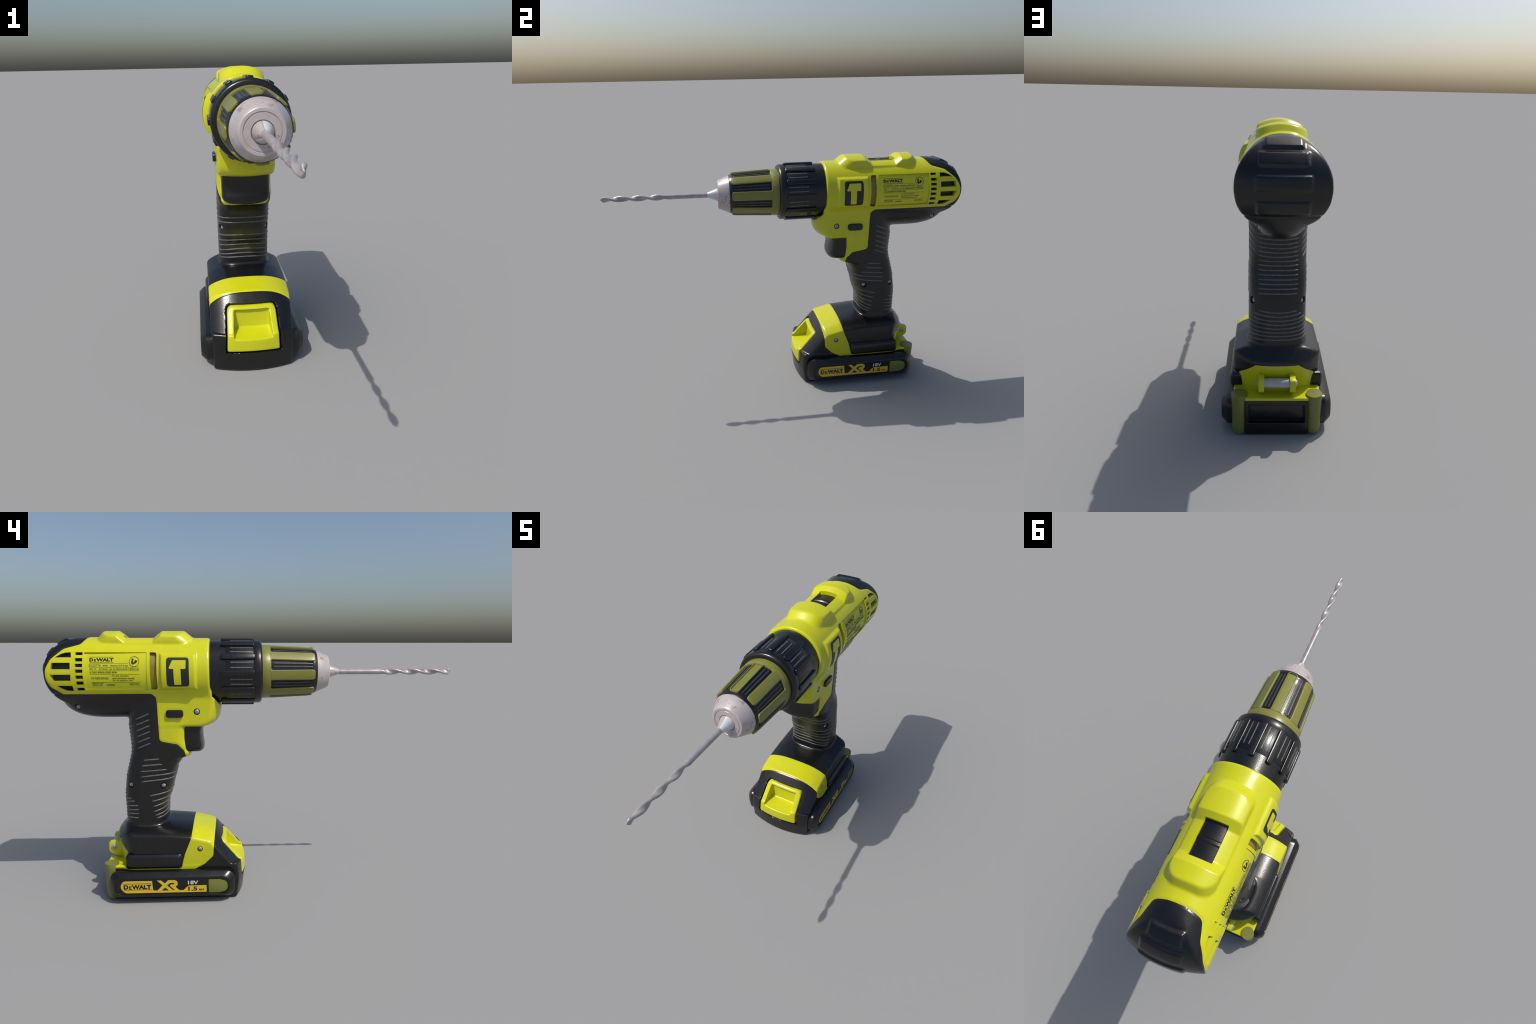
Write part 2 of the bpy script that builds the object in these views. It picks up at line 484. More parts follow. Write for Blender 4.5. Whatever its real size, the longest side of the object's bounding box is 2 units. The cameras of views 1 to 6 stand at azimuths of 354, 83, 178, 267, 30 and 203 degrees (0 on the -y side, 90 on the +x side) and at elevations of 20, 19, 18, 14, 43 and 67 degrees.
def surface_nets(f, lo, hi, h, mirror=True, band=2.2):
    """Mesh the zero set of f with naive surface nets on a narrow band, then pull
    every vertex exactly onto the surface."""
    lo, hi = np.array(lo, float), np.array(hi, float)
    n = np.ceil((hi - lo) / h).astype(int) + 1
    ax = [lo[i] + h * np.arange(n[i]) for i in range(3)]
    c = 4
    nc = -(-n // c) + 1
    axc = [lo[i] + h * c * np.arange(nc[i]) for i in range(3)]
    G = np.stack(np.meshgrid(*axc, indexing="ij"), -1).reshape(-1, 3)
    dc = f(G).reshape(nc)
    lim = h * c * band
    near = np.abs(dc) < lim
    D = np.repeat(np.repeat(np.repeat(dc, c, 0), c, 1), c, 2)
    Nn = np.repeat(np.repeat(np.repeat(near, c, 0), c, 1), c, 2)
    D = D[:n[0], :n[1], :n[2]].copy()
    Nn = Nn[:n[0], :n[1], :n[2]]
    idx = np.argwhere(Nn)
    P = np.stack([ax[i][idx[:, i]] for i in range(3)], 1)
    for s in range(0, len(P), 400000):
        q = idx[s:s + 400000]
        D[q[:, 0], q[:, 1], q[:, 2]] = f(P[s:s + 400000])
    S = D < 0
    # active cells
    cs = sum(S[i:n[0] - 1 + i, j:n[1] - 1 + j, k:n[2] - 1 + k].astype(np.int8)
             for i in (0, 1) for j in (0, 1) for k in (0, 1))
    act = (cs > 0) & (cs < 8)
    ci = np.argwhere(act)
    vid = -np.ones(act.shape, int); vid[act] = np.arange(len(ci))
    acc = np.zeros((len(ci), 3)); cnt = np.zeros(len(ci))
    corners = [(i, j, k) for i in (0, 1) for j in (0, 1) for k in (0, 1)]
    for a in corners:
        for axis in range(3):
            if a[axis] == 0:
                b = list(a); b[axis] = 1
                da = D[ci[:, 0] + a[0], ci[:, 1] + a[1], ci[:, 2] + a[2]]
                db = D[ci[:, 0] + b[0], ci[:, 1] + b[1], ci[:, 2] + b[2]]
                m = (da < 0) != (db < 0)
                t = np.where(m, da / np.where(m, da - db, 1), 0)
                pos = np.tile(np.array(a, float), (len(ci), 1)); pos[:, axis] += t
                acc[m] += pos[m]; cnt[m] += 1
    V = lo + h * (ci + acc / cnt[:, None])
    F = []
    for axis in range(3):
        o = [0, 0, 0]; o[axis] = 1
        A = S[:n[0] - o[0], :n[1] - o[1], :n[2] - o[2]]
        B = S[o[0]:, o[1]:, o[2]:]
        e = np.argwhere(A != B)
        u, v = (axis + 1) % 3, (axis + 2) % 3
        ok = (e[:, u] > 0) & (e[:, v] > 0) & (e[:, u] < n[u] - 1) & (e[:, v] < n[v] - 1)
        e = e[ok]
        def cell(du, dv):
            q = e.copy(); q[:, u] -= du; q[:, v] -= dv
            return vid[q[:, 0], q[:, 1], q[:, 2]]
        quad = np.stack([cell(1, 1), cell(0, 1), cell(0, 0), cell(1, 0)], 1)
        flip = ~A[e[:, 0], e[:, 1], e[:, 2]]
        quad[flip] = quad[flip][:, ::-1]
        F.append(quad)
    F = np.concatenate(F)
    F = F[(F >= 0).all(1)]
    eps = h * 0.15
    for it in range(4):
        d = f(V)
        g = np.stack([f(V + eps * np.eye(3)[i]) - f(V - eps * np.eye(3)[i]) for i in range(3)], 1) / (2 * eps)
        gg = (g * g).sum(1) + 1e-4
        step = -(d / gg)[:, None] * g
        ln = np.linalg.norm(step, axis=1, keepdims=True) + 1e-12
        V += step * np.minimum(1, 0.35 * h / ln)
        # tangential relaxation keeps the quads even
        if it < 2:
            nb = np.zeros_like(V); ct = np.zeros(len(V))
            for a, b in ((0, 1), (1, 2), (2, 3), (3, 0)):
                np.add.at(nb, F[:, a], V[F[:, b]]); np.add.at(ct, F[:, a], 1)
                np.add.at(nb, F[:, b], V[F[:, a]]); np.add.at(ct, F[:, b], 1)
            dl = nb / np.maximum(ct, 1)[:, None] - V
            nn = g / np.sqrt(gg)[:, None]
            V += 0.35 * (dl - (dl * nn).sum(1, keepdims=True) * nn)
    return V, F

def mesh_np(name, V, F):
    me = bpy.data.meshes.new(name)
    me.vertices.add(len(V)); me.vertices.foreach_set("co", V.astype(np.float32).ravel())
    k = F.shape[1]
    me.loops.add(F.size); me.loops.foreach_set("vertex_index", F.astype(np.int32).ravel())
    me.polygons.add(len(F))
    me.polygons.foreach_set("loop_start", np.arange(0, F.size, k, dtype=np.int32))
    me.update(calc_edges=True); me.validate()
    return me

def cut_by(bm, g):
    """Cut the mesh along g = 0 so that colour borders run clean."""
    co = np.array([v.co for v in bm.verts])
    val = g(co)
    val[np.abs(val) < 2e-4] = 2e-4
    bm.verts.index_update()
    cutv = set()
    for e in [e for e in bm.edges if val[e.verts[0].index] * val[e.verts[1].index] < 0]:
        a, b = e.verts
        t = val[a.index] / (val[a.index] - val[b.index])
        _, nv = bmesh.utils.edge_split(e, a, t)
        cutv.add(nv)
    faces = set(f for v in cutv for f in v.link_faces)
    for f in faces:
        vs = [v for v in f.verts if v in cutv]
        if len(vs) == 2:
            try:
                bmesh.utils.face_split(f, vs[0], vs[1])
            except ValueError:
                pass

def modifier_boolean(obj, cutter, op="DIFFERENCE"):
    m = obj.modifiers.new("cut", "BOOLEAN")
    m.operation = op; m.object = cutter; m.solver = "EXACT"
    try:
        m.material_mode = "INDEX"
    except Exception:
        pass
    dg = bpy.context.evaluated_depsgraph_get()
    me = bpy.data.meshes.new_from_object(obj.evaluated_get(dg))
    obj.modifiers.clear()
    obj.data = me
    bpy.data.objects.remove(cutter)

def split_by_material(mesh, names):
    """Separate a mesh into one object per material index, keeping the whole body's normals."""
    nl = len(mesh.loops)
    vi = np.empty(nl, np.int32); mesh.loops.foreach_get("vertex_index", vi)
    cn = np.empty(nl * 3, np.float32); mesh.corner_normals.foreach_get("vector", cn); cn = cn.reshape(-1, 3)
    co = np.empty(len(mesh.vertices) * 3, np.float32); mesh.vertices.foreach_get("co", co); co = co.reshape(-1, 3)
    npol = len(mesh.polygons)
    mi = np.empty(npol, np.int32); mesh.polygons.foreach_get("material_index", mi)
    ls = np.empty(npol, np.int32); mesh.polygons.foreach_get("loop_start", ls)
    lt = np.empty(npol, np.int32); mesh.polygons.foreach_get("loop_total", lt)
    out = {}
    for k, name in enumerate(names):
        sel = np.flatnonzero(mi == k)
        if len(sel) == 0:
            continue
        li = np.concatenate([np.arange(ls[i], ls[i] + lt[i]) for i in sel])
        u, inv = np.unique(vi[li], return_inverse=True)
        me = bpy.data.meshes.new(name)
        me.vertices.add(len(u)); me.vertices.foreach_set("co", co[u].ravel())
        me.loops.add(len(li)); me.loops.foreach_set("vertex_index", inv.astype(np.int32).ravel())
        me.polygons.add(len(sel))
        st = np.concatenate([[0], np.cumsum(lt[sel])[:-1]]).astype(np.int32)
        me.polygons.foreach_set("loop_start", st)
        me.update(calc_edges=True)
        me.polygons.foreach_set("use_smooth", np.ones(len(sel), bool))
        if len(me.loops) == len(li):
            me.normals_split_custom_set([tuple(v) for v in cn[li]])
        me.update()
        out[name] = me
    return out

# ---------------------------------------------------------------- body mesh
H = 0.0042
V, F = surface_nets(sd_body, (-0.225, 0.0, -0.02), (0.225, 1.04, 1.36), H)
body_me = mesh_np("body", V, F)
bm = bmesh.new(); bm.from_mesh(body_me)
for g in (g_grip, g_cap, g_band, g_battery):
    cut_by(bm, g)
bm.faces.ensure_lookup_table()
cen = np.array([f.calc_center_median() for f in bm.faces])
reg = np.zeros(len(cen), int)                       # 0 housing
low = cen[:, 2] < 0.5
reg[(g_grip(cen) < 0)] = 1                          # 1 grip
reg[(cen[:, 2] < 0.403)] = 2                        # 2 foot
reg[(g_cap(cen) < 0)] = 3                           # 3 rear cap
reg[(g_battery(cen) < 0) & low] = 5                 # 5 battery
reg[(g_band(cen) < 0) & low] = 4                    # 4 yellow band
for f, r in zip(bm.faces, reg):
    f.material_index = int(r)
bm.to_mesh(body_me); bm.free()
BODY_PARTS = ["housing", "grip", "foot", "rear_cap", "foot_band", "battery", "screw_recess"]
BODY_MATS = [M_YELLOW, M_BLACK, M_CAP, M_CAP, M_YELLOW, M_CAP, M_DEEP]
for m in BODY_MATS:
    body_me.materials.append(m)
body = bpy.data.objects.new("body", body_me)
bpy.context.scene.collection.objects.link(body)

# -------------------------------------------------------- openings (cutters)
def barrel_x(z, r):
    return math.sqrt(max(r * r - (z - AZ) ** 2, 1e-6))

def curved_block(poly, r_in, r_out, side, mat=0, dz=0.012):
    """Prism over a side-view polygon between two barrel radii."""
    bm = bmesh.new()
    vs = [bm.verts.new((0, p[0], p[1])) for p in poly]
    f = bm.faces.new(vs)
    ret = bmesh.ops.extrude_face_region(bm, geom=[f])
    tops = [g for g in ret["geom"] if isinstance(g, bmesh.types.BMVert)]
    for v in tops:
        v.co.x = 1
    zs = [p[1] for p in poly]
    z = min(zs) + dz
    while z < max(zs) - 0.002:
        bmesh.ops.bisect_plane(bm, geom=bm.verts[:] + bm.edges[:] + bm.faces[:], dist=1e-6,
                               plane_co=(0, 0, z), plane_no=(0, 0, 1))
        z += dz
    for v in bm.verts:
        v.co.x = side * barrel_x(v.co.z, r_out if v.co.x > 0.5 else r_in)
    bmesh.ops.recalc_face_normals(bm, faces=bm.faces[:])
    if bm.calc_volume(signed=True) < 0:
        bmesh.ops.reverse_faces(bm, faces=bm.faces[:])
    for f in bm.faces:
        f.material_index = mat
    me = bpy.data.meshes.new("c"); bm.to_mesh(me); bm.free()
    return me

LABEL_Y0, LABEL_Y1, LABEL_Z0, LABEL_Z1 = 0.4945, 0.777, 1.053, 1.222
cutters = []
# rear louvres: four windows whose rear ends follow the cap, and a ladder of small slots
WINDOWS = [
    [(0.835, 1.200), (0.838, 1.2225), (0.862, 1.2215), (0.884, 1.215), (0.908, 1.200)],
    [(0.840, 1.147), (0.840, 1.1765), (0.9225, 1.1765), (0.929, 1.147)],
    [(0.8415, 1.0955), (0.839, 1.1235), (0.932, 1.1235), (0.920, 1.0955)],
    [(0.834, 1.048), (0.837, 1.0725), (0.908, 1.0725), (0.885, 1.057), (0.865, 1.0495)],
]
SLOT_Z = [1.2165, 1.1895, 1.1645, 1.139, 1.112, 1.085, 1.0565]
for side in (-1, 1):
    rect = [(LABEL_Y0, LABEL_Z0), (LABEL_Y1, LABEL_Z0), (LABEL_Y1, LABEL_Z1), (LABEL_Y0, LABEL_Z1)]
    cutters.append(curved_block(round_poly(rect, 0.004, 3), 0.1590, 0.21, side))
    for w in WINDOWS:
        cutters.append(curved_block(w, 0.140, 0.22, side))
    for k, z in enumerate(SLOT_Z):
        hz = 0.0075 if 0 < k < 6 else 0.0062
        cutters.append(curved_block([(0.784, z - hz), (0.8175, z - hz), (0.8175, z + hz), (0.784, z + hz)], 0.140, 0.22, side))
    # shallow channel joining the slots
    slot = round_poly([(0.449, 1.0525), (0.4805, 1.0525), (0.4805, 1.222), (0.449, 1.222)], [0.012, 0.001, 0.001, 0.012], 4)
    cutters.append(curved_block(slot, 0.141, 0.21, side))
# selector window on the saddle
cutters.append(box("c", (-0.0485, 0.458, AZ + 0.135), (0.0485, 0.612, 1.40), 0))
# screw recesses
SCREWS = []
def recess(p, nrm, r, depth):
    me = cylinder("c", Vector(p) - Vector(nrm) * (depth * 0.5 - 0.03), nrm, r, depth + 0.06, 28)
    for pl in me.polygons:
        pl.material_index = 6
    cutters.append(me)

def march_many(O, D, t0=0.0, t1=0.4, n=60):
    """First surface crossing of the body along many rays (coarse scan, then secant steps)."""
    O, D = np.atleast_2d(np.array(O, float)), np.atleast_2d(np.array(D, float))
    D = np.broadcast_to(D, O.shape)
    ts = np.linspace(t0, t1, n)
    f = sd_body((O[:, None] + ts[None, :, None] * D[:, None]).reshape(-1, 3)).reshape(len(O), n)
    c = (f[:, :-1] < 0) & (f[:, 1:] >= 0)
    i = np.where(c.any(1), c.argmax(1), n - 2)
    r = np.arange(len(O))
    ta, tb, fa, fb = ts[i], ts[i + 1], f[r, i], f[r, i + 1]
    for _ in range(3):
        t = ta + (tb - ta) * np.clip(fa / (fa - fb + 1e-12), 0, 1)
        ft = sd_body(O + t[:, None] * D)
        neg = ft < 0
        ta, fa = np.where(neg, t, ta), np.where(neg, ft, fa)
        tb, fb = np.where(neg, tb, t), np.where(neg, fb, ft)
    t = ta + (tb - ta) * np.clip(fa / (fa - fb + 1e-12), 0, 1)
    return O + t[:, None] * D

def march(o, d, t0=0.0, t1=0.4, n=60):
    return march_many([o], [d], t0, t1, n)[0]

def normals_at(P):
    e = 0.0015
    P = np.atleast_2d(np.array(P, float))
    g = np.stack([sd_body(P + e * np.eye(3)[i]) - sd_body(P - e * np.eye(3)[i]) for i in range(3)], 1)
    return g / np.linalg.norm(g, axis=1, keepdims=True)

def body_normal(p):
    return normals_at(p)[0]

for side in (-1, 1):
    for (y, z, r, dep) in ((0.272, 0.945, 0.0155, 0.006), (0.606, 0.583, 0.0165, 0.012), (0.447, 0.578, 0.0165, 0.012),
                           (0.840, 0.967, 0.0155, 0.010), (0.2704, 0.270, 0.0135, 0.005)):
        p = march((0, y, z), (side, 0, 0))
        nrm = np.array([side, 0, 0.0]) * 0.75 + 0.25 * body_normal(p)
        nrm = nrm / np.linalg.norm(nrm)
        recess(p, nrm, r, dep)
        SCREWS.append((p, nrm, r, dep))

bmc = bmesh.new()
for me in cutters:
    bmc.from_mesh(me)
cm = bpy.data.meshes.new("cutters"); bmc.to_mesh(cm); bmc.free()
for m in BODY_MATS:
    cm.materials.append(m)
cutter = bpy.data.objects.new("cutters", cm)
bpy.context.scene.collection.objects.link(cutter)
modifier_boolean(body, cutter)
me = body.data
smooth(me, 38)
me.update()
parts = split_by_material(me, BODY_PARTS)
OBJ = {}
for name, mat in zip(BODY_PARTS, BODY_MATS):
    if name in parts:
        OBJ[name] = add(name, parts[name], mat)
bpy.data.objects.remove(body)
if "screw_recess" in OBJ:
    OBJ["screw_recess"].parent = OBJ["grip"]

# dark liner seen through the louvres, ochre insert behind the tall slot
for a0 in (-43, 137):
    add("vent_liner", revolve("vent_liner", [(0.775, 0.10), (0.775, 0.1475), (0.89, 0.1475), (0.926, 0.142), (0.926, 0.10)], 32,
                              math.radians(a0), math.radians(a0 + 86)), M_DEEP, OBJ["housing"])
for a0 in (-42, 138):
    add("motor_sleeve", revolve("motor_sleeve", [(0.44, 0.12), (0.44, 0.1475), (0.488, 0.1475), (0.488, 0.12)], 32,
                                math.radians(a0), math.radians(a0 + 84)), M_BRASS, OBJ["housing"])
# speed selector under the top window
def sel_profile():
    return [(0.45, 0.05), (0.45, 0.1575), (0.524, 0.1580), (0.529, 0.1625), (0.541, 0.1630), (0.547, 0.1580), (0.62, 0.1565), (0.62, 0.05)]
sel = revolve("speed_selector", sel_profile(), 40, math.radians(90 - 20), math.radians(90 + 20))
add("speed_selector", sel, M_CAP)

# ------------------------------------------------------------------- screws
def screw_mesh(r=0.0125):
    """Domed head with a cross slot, axis along z."""
    bm = bmesh.new()
    segs, rings = 28, 6
    prof = [(r, -0.01)] + [(r * math.cos(a), 0.55 * r * math.sin(a)) for a in np.linspace(0, math.pi / 2, rings)]
    V, Fc = [], []
    for i in range(segs):
        a = 2 * math.pi * i / segs
        for (q, z) in prof:
            V.append((q * math.cos(a), q * math.sin(a), z))
    m = len(prof)
    for i in range(segs):
        j = (i + 1) % segs
        for k in range(m - 1):
            Fc.append((i * m + k, i * m + k + 1, j * m + k + 1, j * m + k))
    return pymesh("screw", V, Fc)
SCREW = screw_mesh()
SLOT = box("slot", (-0.0062, -0.0010, 0.0050), (0.0062, 0.0010, 0.00695), 0)
def place_screw(p, nrm, depth, scale=1.0, parent=ROOT):
    q = Vector((0, 0, 1)).rotation_difference(Vector(nrm)).to_matrix().to_4x4()
    M = Matrix.Translation(Vector(p) - Vector(nrm) * depth) @ q @ Matrix.Scale(scale, 4)
    o = add("screw", SCREW, M_SCREW, parent); o.matrix_world = M
    for a in (20, 110):
        s = add("screw_slot", SLOT, M_SLOT, o)
        s.matrix_world = M @ Matrix.Rotation(math.radians(a), 4, "Z")
        s.matrix_parent_inverse = Matrix()
        s.matrix_local = Matrix.Rotation(math.radians(a), 4, "Z")
for (p, nrm, r, dep) in SCREWS:
    place_screw(p, nrm, dep * 0.75, (r / 0.0155) * (0.86 if dep > 0.009 else 0.96))

# ---------------------------------------------------------------- grip ribs
def axis_y(z):
    f, b = float(interp(HANDLE_FRONT, np.array([z]))[0]), float(interp(HANDLE_BACK, np.array([z]))[0])
    return (f + b) / 2

def theta_for_y(y, z, side=1):
    best = None
    p = march((0, y, z), (side, 0, 0), 0.0, 0.2)
    return math.atan2(p[1] - axis_y(z), p[0])

def rib_mesh(path, r=0.0035, lift=0.0002):
    """Half-round bead along a path on the grip with tapered ends."""
    P = [np.array(p) for p in path]
    n = len(P); V, Fc = [], []
    k = 8
    NR = normals_at(P)
    for i in range(n):
        t = P[min(i + 1, n - 1)] - P[max(i - 1, 0)]; t /= np.linalg.norm(t)
        nr = NR[i].copy(); nr -= t * nr.dot(t); nr /= np.linalg.norm(nr)
        b = np.cross(t, nr)
        s = 0.35 if i in (0, n - 1) else 1.0
        for j in range(k):
            a = 2 * math.pi * j / k
            V.append(P[i] + s * (nr * (r * 0.62 * math.sin(a)) + b * (r * math.cos(a))) + nr * lift)
    for i in range(n - 1):
        for j in range(k):
            Fc.append((i * k + j, i * k + (j + 1) % k, (i + 1) * k + (j + 1) % k, (i + 1) * k + j))
    Fc.append(tuple(range(k))); Fc.append(tuple((n - 1) * k + j for j in range(k)))
    return pymesh("grip_rib", V, Fc, 60)

def side_rib(y0, z0, y1, z1, side, n=14):
    t = np.linspace(0, 1, n)
    O = np.stack([0 * t, y0 + (y1 - y0) * t, z0 + (z1 - z0) * t], 1)
    return march_many(O, [(side, 0, 0)], 0.0, 0.2)

def wrap_rib(th0, th1, zfun, n=40):
    """Bead round the grip: angle 0 is +x, 90 degrees is the back."""
    th = np.linspace(th0, th1, n)
    z = np.array([zfun(t) for t in th])
    O = np.stack([0 * th, np.array([axis_y(q) for q in z]), z], 1)
    return march_many(O, np.stack([np.cos(th), np.sin(th), 0 * th], 1), 0.04, 0.26)

def add_rib(pts):
    add("grip_rib", rib_mesh(pts), M_RIB, OBJ["grip"])

HALF = math.pi / 2
for side in (-1, 1):
    for i in range(6):
        add_rib(side_rib(0.499, 0.9365 - 0.0286 * i, 0.569 - 0.001 * i, 0.906 - 0.0282 * i, side))
    for (y0, z0, y1, z1) in ((0.461, 0.715, 0.537, 0.709), (0.448, 0.6885, 0.546, 0.681), (0.428, 0.661, 0.554, 0.652)):
        add_rib(side_rib(y0, z0, y1, z1, side))
# ribs round the front strap: (height at the front, side end y, side end z)
def front_wrap(zf, ye, ze):
    th = theta_for_y(ye, ze)                       # end on the +x side
    t0, t1 = th, -math.pi - th
    def zf_(t):
        s = abs((t + HALF) / (th + HALF))
        return zf + (ze - zf) * s ** 2.2
    add_rib(wrap_rib(t0, t1, zf_))
for (zf, ye, ze) in ((0.640, 0.556, 0.6245), (0.614, 0.5535, 0.600),
                     (0.545, 0.515, 0.528), (0.517, 0.506, 0.4985), (0.490, 0.500, 0.4715), (0.465, 0.498, 0.445),
                     (0.442, 0.492, 0.424), (0.421, 0.486, 0.4095)):
    front_wrap(zf, ye, ze)
# straight ribs down the back strap
for i in range(14):
    z = 0.872 - 0.0192 * i
    xs = np.linspace(-0.084, 0.084, 18)
    O = np.stack([xs, 0 * xs + axis_y(z), 0 * xs + z], 1)
    add_rib(march_many(O, [(0, 1, 0)], 0.0, 0.24 if z < 0.84 else 0.2))
# curved ribs round the heel
def heel_wrap(zb, ye, ze):
    th = theta_for_y(ye, ze)
    t0, t1 = th, math.pi - th
    def zf_(t):
        s = abs((t - HALF) / (th - HALF))
        return zb + (ze - zb) * s ** 1.6
    add_rib(wrap_rib(t0, t1, zf_))
for (zb, ye, ze) in ((0.540, 0.636, 0.548), (0.522, 0.625, 0.533), (0.503, 0.606, 0.514), (0.484, 0.590, 0.502), (0.4655, 0.576, 0.479),
                     (0.447, 0.572, 0.458), (0.430, 0.572, 0.437), (0.413, 0.575, 0.415)):
    heel_wrap(zb, ye, ze)

# ------------------------------------------------------------ trigger, switch
def sd_trigger(P):
    x, y, z = P[:, 0], P[:, 1], P[:, 2]
    fr = interp([(0.72, 0.262), (0.742, 0.2475), (0.765, 0.2455), (0.80, 0.2500), (0.835, 0.2515), (0.865, 0.2440), (0.90, 0.232)], z)
    d = smax((fr + 0.016 * (np.abs(x) / 0.105) ** 2.6) - y, np.abs(x) - 0.1075, 0.022)
    d = smax(d, 0.7335 + 0.014 * (x / 0.1) ** 2 - z, 0.024)
    d = smax(d, z - 0.89, 0.01)
    return smax(d, y - 0.36, 0.01)
V, F = surface_nets(sd_trigger, (-0.13, 0.21, 0.70), (0.13, 0.38, 0.91), 0.005)
tm = mesh_np("trigger", V, F); smooth(tm, 40)
add("trigger", tm, M_CAP)

for side in (-1, 1):
    cy, cz = 0.377, 0.9365
    out = round_poly([(-0.041, -0.0185), (0.041, -0.0185), (0.041, 0.0185), (-0.041, 0.0185)], 0.014, 6)
    mp = lambda u, v, w, s=side: Vector((s * (0.1245 + w), cy + u, cz + v))
    add("direction_switch", plate("direction_switch", out, 0.015, 0.004, mp), M_CAP)

# ------------------------------------------------------- torque collar, chuck
collar_prof = [(0.215, 0.0), (0.215, 0.1485), (0.150, 0.1495), (0.126, 0.1500), (0.012, 0.1500), (-0.002, 0.1505), (-0.006, 0.1520),
               (-0.030, 0.1520), (-0.0365, 0.1495), (-0.0415, 0.1440), (-0.0430, 0.1385), (-0.0430, 0.126), (-0.0430, 0.0)]
COLLAR = add("torque_collar", revolve("torque_collar", collar_prof, 160), M_CAP)
def cyl_map(R):
    return lambda u, v, w: Vector(((R + w) * math.sin(u / R), v, AZ + (R + w) * math.cos(u / R)))
hw = 0.0140
rib_out = round_poly([(-hw, 0.156), (-hw, -0.0065), (hw, -0.0065), (hw, 0.156)], 0.0105, 6)
COLLAR_RIB = plate("collar_rib", rib_out, 0.0110, 0.0050, cyl_map(0.1495), cuts_u=[-0.006, 0, 0.006], seg=3)
line_out = round_poly([(-0.0024, 0.110), (-0.0024, 0.003), (0.0024, 0.003), (0.0024, 0.110)], 0.0022, 4)
COLLAR_LINE = plate("collar_line", line_out, 0.0028, 0.0010, cyl_map(0.1498))
pad_out = round_poly([(-0.027, 0.131), (-0.027, 0.000), (0.027, 0.000), (0.027, 0.131)], 0.003, 3)
COLLAR_PAD = plate("collar_pad", pad_out, 0.0024, 0.0008, cyl_map(0.1493), cuts_u=np.linspace(-0.022, 0.022, 7))
def spin(o, deg):
    o.matrix_local = (Matrix.Translation((0, 0, AZ)) @ Matrix.Rotation(math.radians(deg), 4, "Y") @ Matrix.Translation((0, 0, -AZ)))
for i in range(12):
    spin(add("collar_rib", COLLAR_RIB, M_CAP, COLLAR), 30 * i)
    spin(add("collar_pad", COLLAR_PAD, M_CAP, COLLAR), 30 * i + 15)
    for k in (-1, 1):
        spin(add("collar_line", COLLAR_LINE, M_WORN, COLLAR), 30 * i + 15 + 4.6 * k)

def cone_r(y):                                   # black chuck sleeve
    return float(np.interp(y, [-0.31, -0.30, -0.275, -0.043], [0.1045, 0.1082, 0.1112, 0.1225]))
sleeve_prof = [(-0.040, 0.0), (-0.040, 0.121)] + [(y, cone_r(y) - 0.0015) for y in (-0.05, -0.15, -0.25, -0.282)] + [(-0.285, cone_r(-0.285)), (-0.293, cone_r(-0.293))] \
    + [(-0.306, 0.1045), (-0.309, 0.1025), (-0.309, 0.0)]
SLEEVE = add("chuck_sleeve", revolve("chuck_sleeve", sleeve_prof, 128), M_CAP)
ring_prof = [(-0.041, 0.110), (-0.041, 0.1265), (-0.044, 0.1285), (-0.052, 0.1285), (-0.080, cone_r(-0.080) + 0.0068),
             (-0.0835, cone_r(-0.0835) + 0.0050), (-0.0845, cone_r(-0.0845) - 0.002), (-0.0845, 0.108)]
OVER = add("chuck_overlay", revolve("chuck_overlay", ring_prof, 128), M_OLIVE)

def cone_map(u, v, w):
    R = cone_r(v)
    # blend into the ring at the root
    a = u / R
    return Vector(((R + w) * math.sin(a), v, AZ + (R + w) * math.cos(a)))
def finger_outline(hw, y0, y1, flare):
    pts = []
    for t in np.linspace(0, 1, 6):               # fillet at the root
        a = t * math.pi / 2
        pts.append((hw + flare * (1 - math.sin(a)), y0 - flare * (1 - math.cos(a)) * 0 - flare * (1 - math.cos(a))))
    right = pts + [(hw * 0.985, (y0 + y1) / 2)]
    tip = round_poly([(hw, y1 + 0.03), (hw * 0.96, y1), (-hw * 0.96, y1), (-hw, y1 + 0.03)], [0, 0.013, 0.013, 0], 6)
    left = [(-p[0], p[1]) for p in reversed(right)]
    return right + tip + left
F_OUT = finger_outline(0.0235, -0.0815, -0.2965, 0.010)
FINGER = plate("chuck_finger", F_OUT, 0.0072, 0.003, cone_map, cuts_u=np.linspace(-0.018, 0.018, 5),
               cuts_v=np.linspace(-0.28, -0.10, 7), seg=3, holes_under=0.008)
